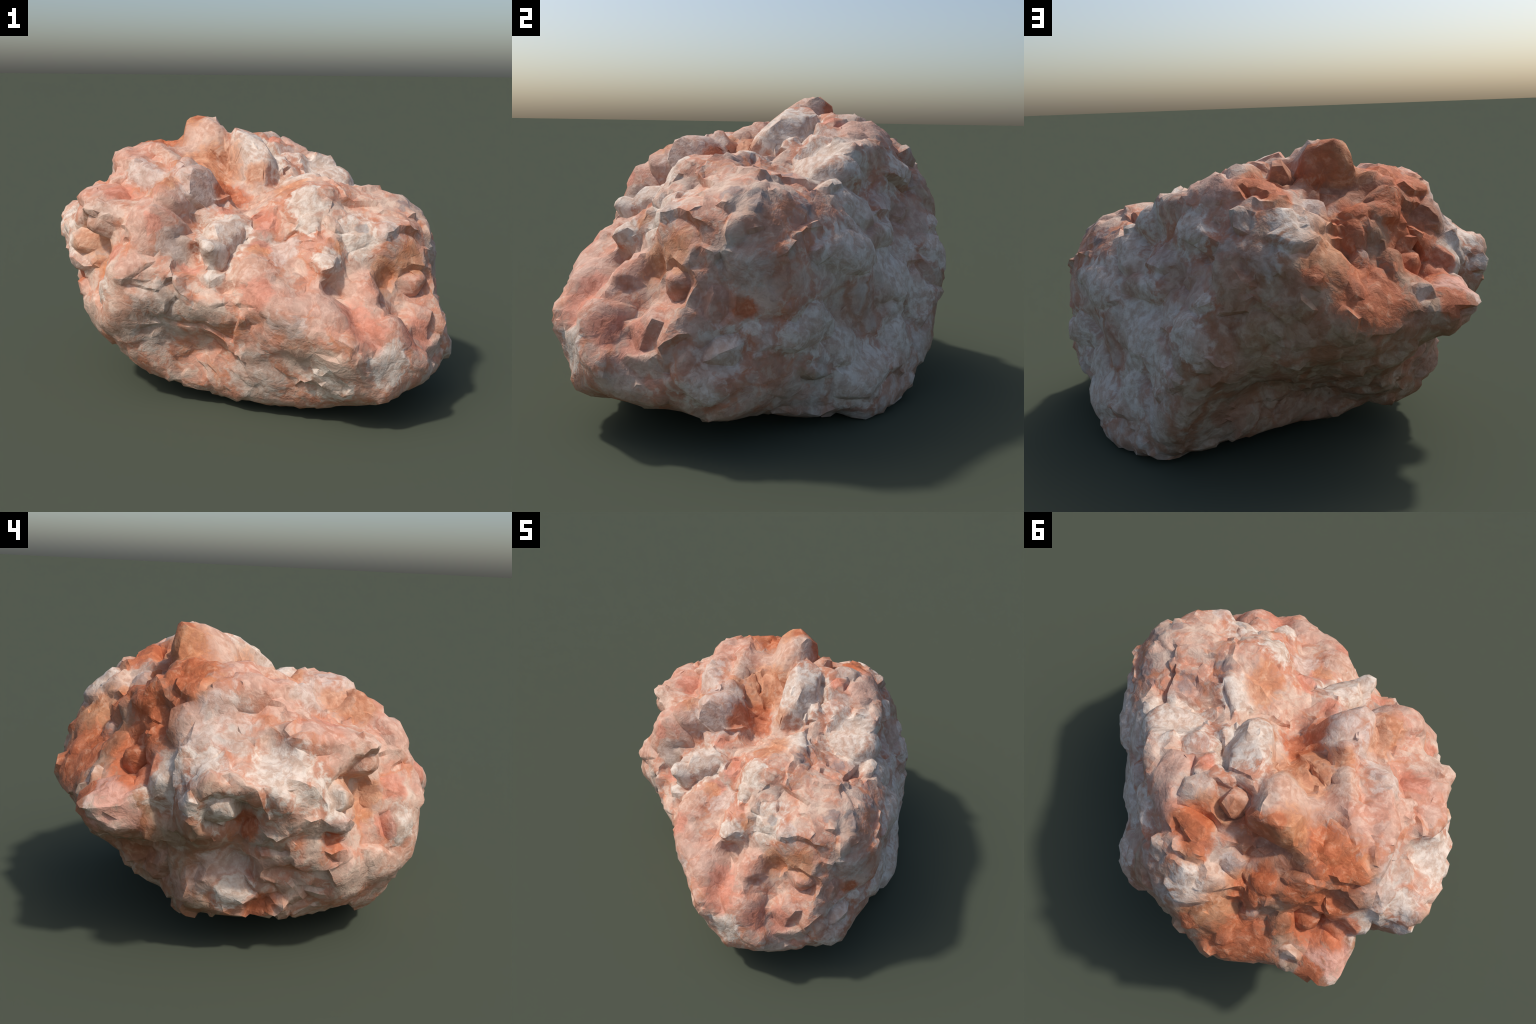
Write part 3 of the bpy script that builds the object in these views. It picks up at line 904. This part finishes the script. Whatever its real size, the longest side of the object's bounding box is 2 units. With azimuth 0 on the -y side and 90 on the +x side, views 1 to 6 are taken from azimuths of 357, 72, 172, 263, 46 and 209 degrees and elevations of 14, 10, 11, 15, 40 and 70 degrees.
        if tone in ("rust", "orange", "brown"):
            own = n.mix(n.math("MULTIPLY", n.step(mottle, 0.52, 0.66), 0.4), own, (0.34, 0.125, 0.06))
            own = n.mix(n.math("MULTIPLY", n.step(cloud, 0.54, 0.70), 0.45), own, (0.58, 0.33, 0.21))
        if tone in ("cream", "lilac", "white", "ochre", "grey"):  # rusty seam round a pale stone
            seam = n.math("MULTIPLY", n.step(field, 0.0, 0.15), n.step(blotch, 0.60, 0.38))
            colour = n.mix(n.math("MULTIPLY", seam, 0.5), colour, (0.46, 0.18, 0.10))
        colour = n.mix(n.math("MULTIPLY", shape, STRENGTH[tone]), colour, own)

    fine = n.step(grain, 0.25, 0.75, 0.92, 1.07)
    shade = n.add("ShaderNodeCombineColor", {0: fine, 1: fine, 2: fine}).outputs[0]
    colour = n.mix(1.0, colour, shade, "MULTIPLY")
    bump = n.add("ShaderNodeBump", {"Height": n.noise(warped, 24.0, 4, 0.55).outputs["Fac"], "Strength": 0.4, "Distance": 0.02})
    surface = n.add("ShaderNodeBsdfPrincipled", {"Base Color": colour, "Roughness": 0.72, "Normal": bump.outputs[0]})
    surface.inputs["Specular IOR Level"].default_value = 0.3
    n.add("ShaderNodeOutputMaterial", {"Surface": surface.outputs[0]})
    return material


# ---- objects ----
def ball_mesh():
    bm = bmesh.new()
    bmesh.ops.create_icosphere(bm, subdivisions=DETAIL, radius=1)
    directions = unit(np.array([v.co[:] for v in bm.verts]))
    tris = np.array([[v.index for v in f.verts] for f in bm.faces])
    links = np.array([[v.index for v in e.verts] for e in bm.edges])
    bm.free()
    return directions, tris, links


def corner_normals(points, tris):
    """Normals of every triangle corner: smooth over gentle edges, crisp over sharp ones."""
    face = np.cross(points[tris[:, 1]] - points[tris[:, 0]], points[tris[:, 2]] - points[tris[:, 0]])
    flat = unit(face)
    around = [[] for _ in points]
    for f, tri in enumerate(tris.tolist()):
        for v in tri:
            around[v].append(f)
    out = np.empty((len(tris), 3, 3))
    for fans, v in ((around[v], v) for v in range(len(points))):
        mine = flat[fans]
        alike = (mine @ mine.T > CRISP)
        blend = unit(alike @ face[fans])
        for row, f in enumerate(fans):
            out[f, list(tris[f]).index(v)] = blend[row]
    return out


def piece(name, points, normals, tris, material, parent):
    used, inverse = np.unique(tris, return_inverse=True)
    mesh = bpy.data.meshes.new(name)
    mesh.from_pydata(points[used].tolist(), [], inverse.reshape(-1, 3).tolist())
    mesh.materials.append(material)
    mesh.shade_smooth()
    mesh.normals_split_custom_set(normals.reshape(-1, 3).tolist())
    thing = bpy.data.objects.new(name, mesh)
    bpy.context.collection.objects.link(thing)
    thing.parent = parent
    return thing


DETAIL = 8
CRISP = np.cos(np.radians(50))  # edges sharper than this stay crisp
KEEP = 0.06  # share of the triangles left after thinning, which gives flat, sharp-edged facets
LUMP_NAMES = {"white": "quartz_lump", "lilac": "quartz_lump", "grey": "quartz_lump", "cream": "feldspar_lump",
              "pink": "feldspar_lump", "red": "feldspar_lump", "orange": "ironstained_lump", "rust": "ironstained_lump",
              "brown": "ironstained_lump", "ochre": "ironstained_lump"}


def thin_out(points, tris, owner, keep):
    """Thin the dense skin to few facets, as broken stone has; hand the owners on."""
    mesh = bpy.data.meshes.new("skin")
    mesh.from_pydata(points.tolist(), [], tris.tolist())
    skin = bpy.data.objects.new("skin", mesh)
    bpy.context.collection.objects.link(skin)
    modifier = skin.modifiers.new("thin", "DECIMATE")
    modifier.ratio = keep
    modifier.use_collapse_triangulate = True
    done = skin.evaluated_get(bpy.context.evaluated_depsgraph_get()).to_mesh()
    new_points = np.array([v.co[:] for v in done.vertices])
    new_tris = np.array([p.vertices[:] for p in done.polygons])
    bpy.data.objects.remove(skin)
    tree = KDTree(len(points))
    for i, p in enumerate(points):
        tree.insert(p, i)
    tree.balance()
    return new_points, new_tris, owner[[tree.find(p)[1] for p in new_points]]


def main():
    directions, tris, links = ball_mesh()
    points = build_surface(directions, tris, links)
    points, tris, OWNER = thin_out(points, tris, globals()["OWNER"], KEEP)
    normals = corner_normals(points, tris)
    rock = bpy.data.objects.new("rock", None)
    rock["label"] = "rugged lump of pink and white quartz rock with rust stains"
    rock["category"] = "rock"
    bpy.context.collection.objects.link(rock)
    material = rock_material()
    owner = OWNER[tris]
    face_owner = np.where((owner[:, 0] == owner[:, 1]) | (owner[:, 0] == owner[:, 2]), owner[:, 0],
                          np.where(owner[:, 1] == owner[:, 2], owner[:, 1], -1))
    names = [LUMP_NAMES[lump[7]] for lump in LUMPS] + [stone[0] for stone in STONES]
    for k, name in enumerate(names):
        mine = tris[face_owner == k]
        if len(mine) < 16:
            face_owner[face_owner == k] = -1
            continue
        piece(name, points, normals[face_owner == k], mine, material, rock)
    piece("groundmass", points, normals[face_owner == -1], tris[face_owner == -1], material, rock)


main()
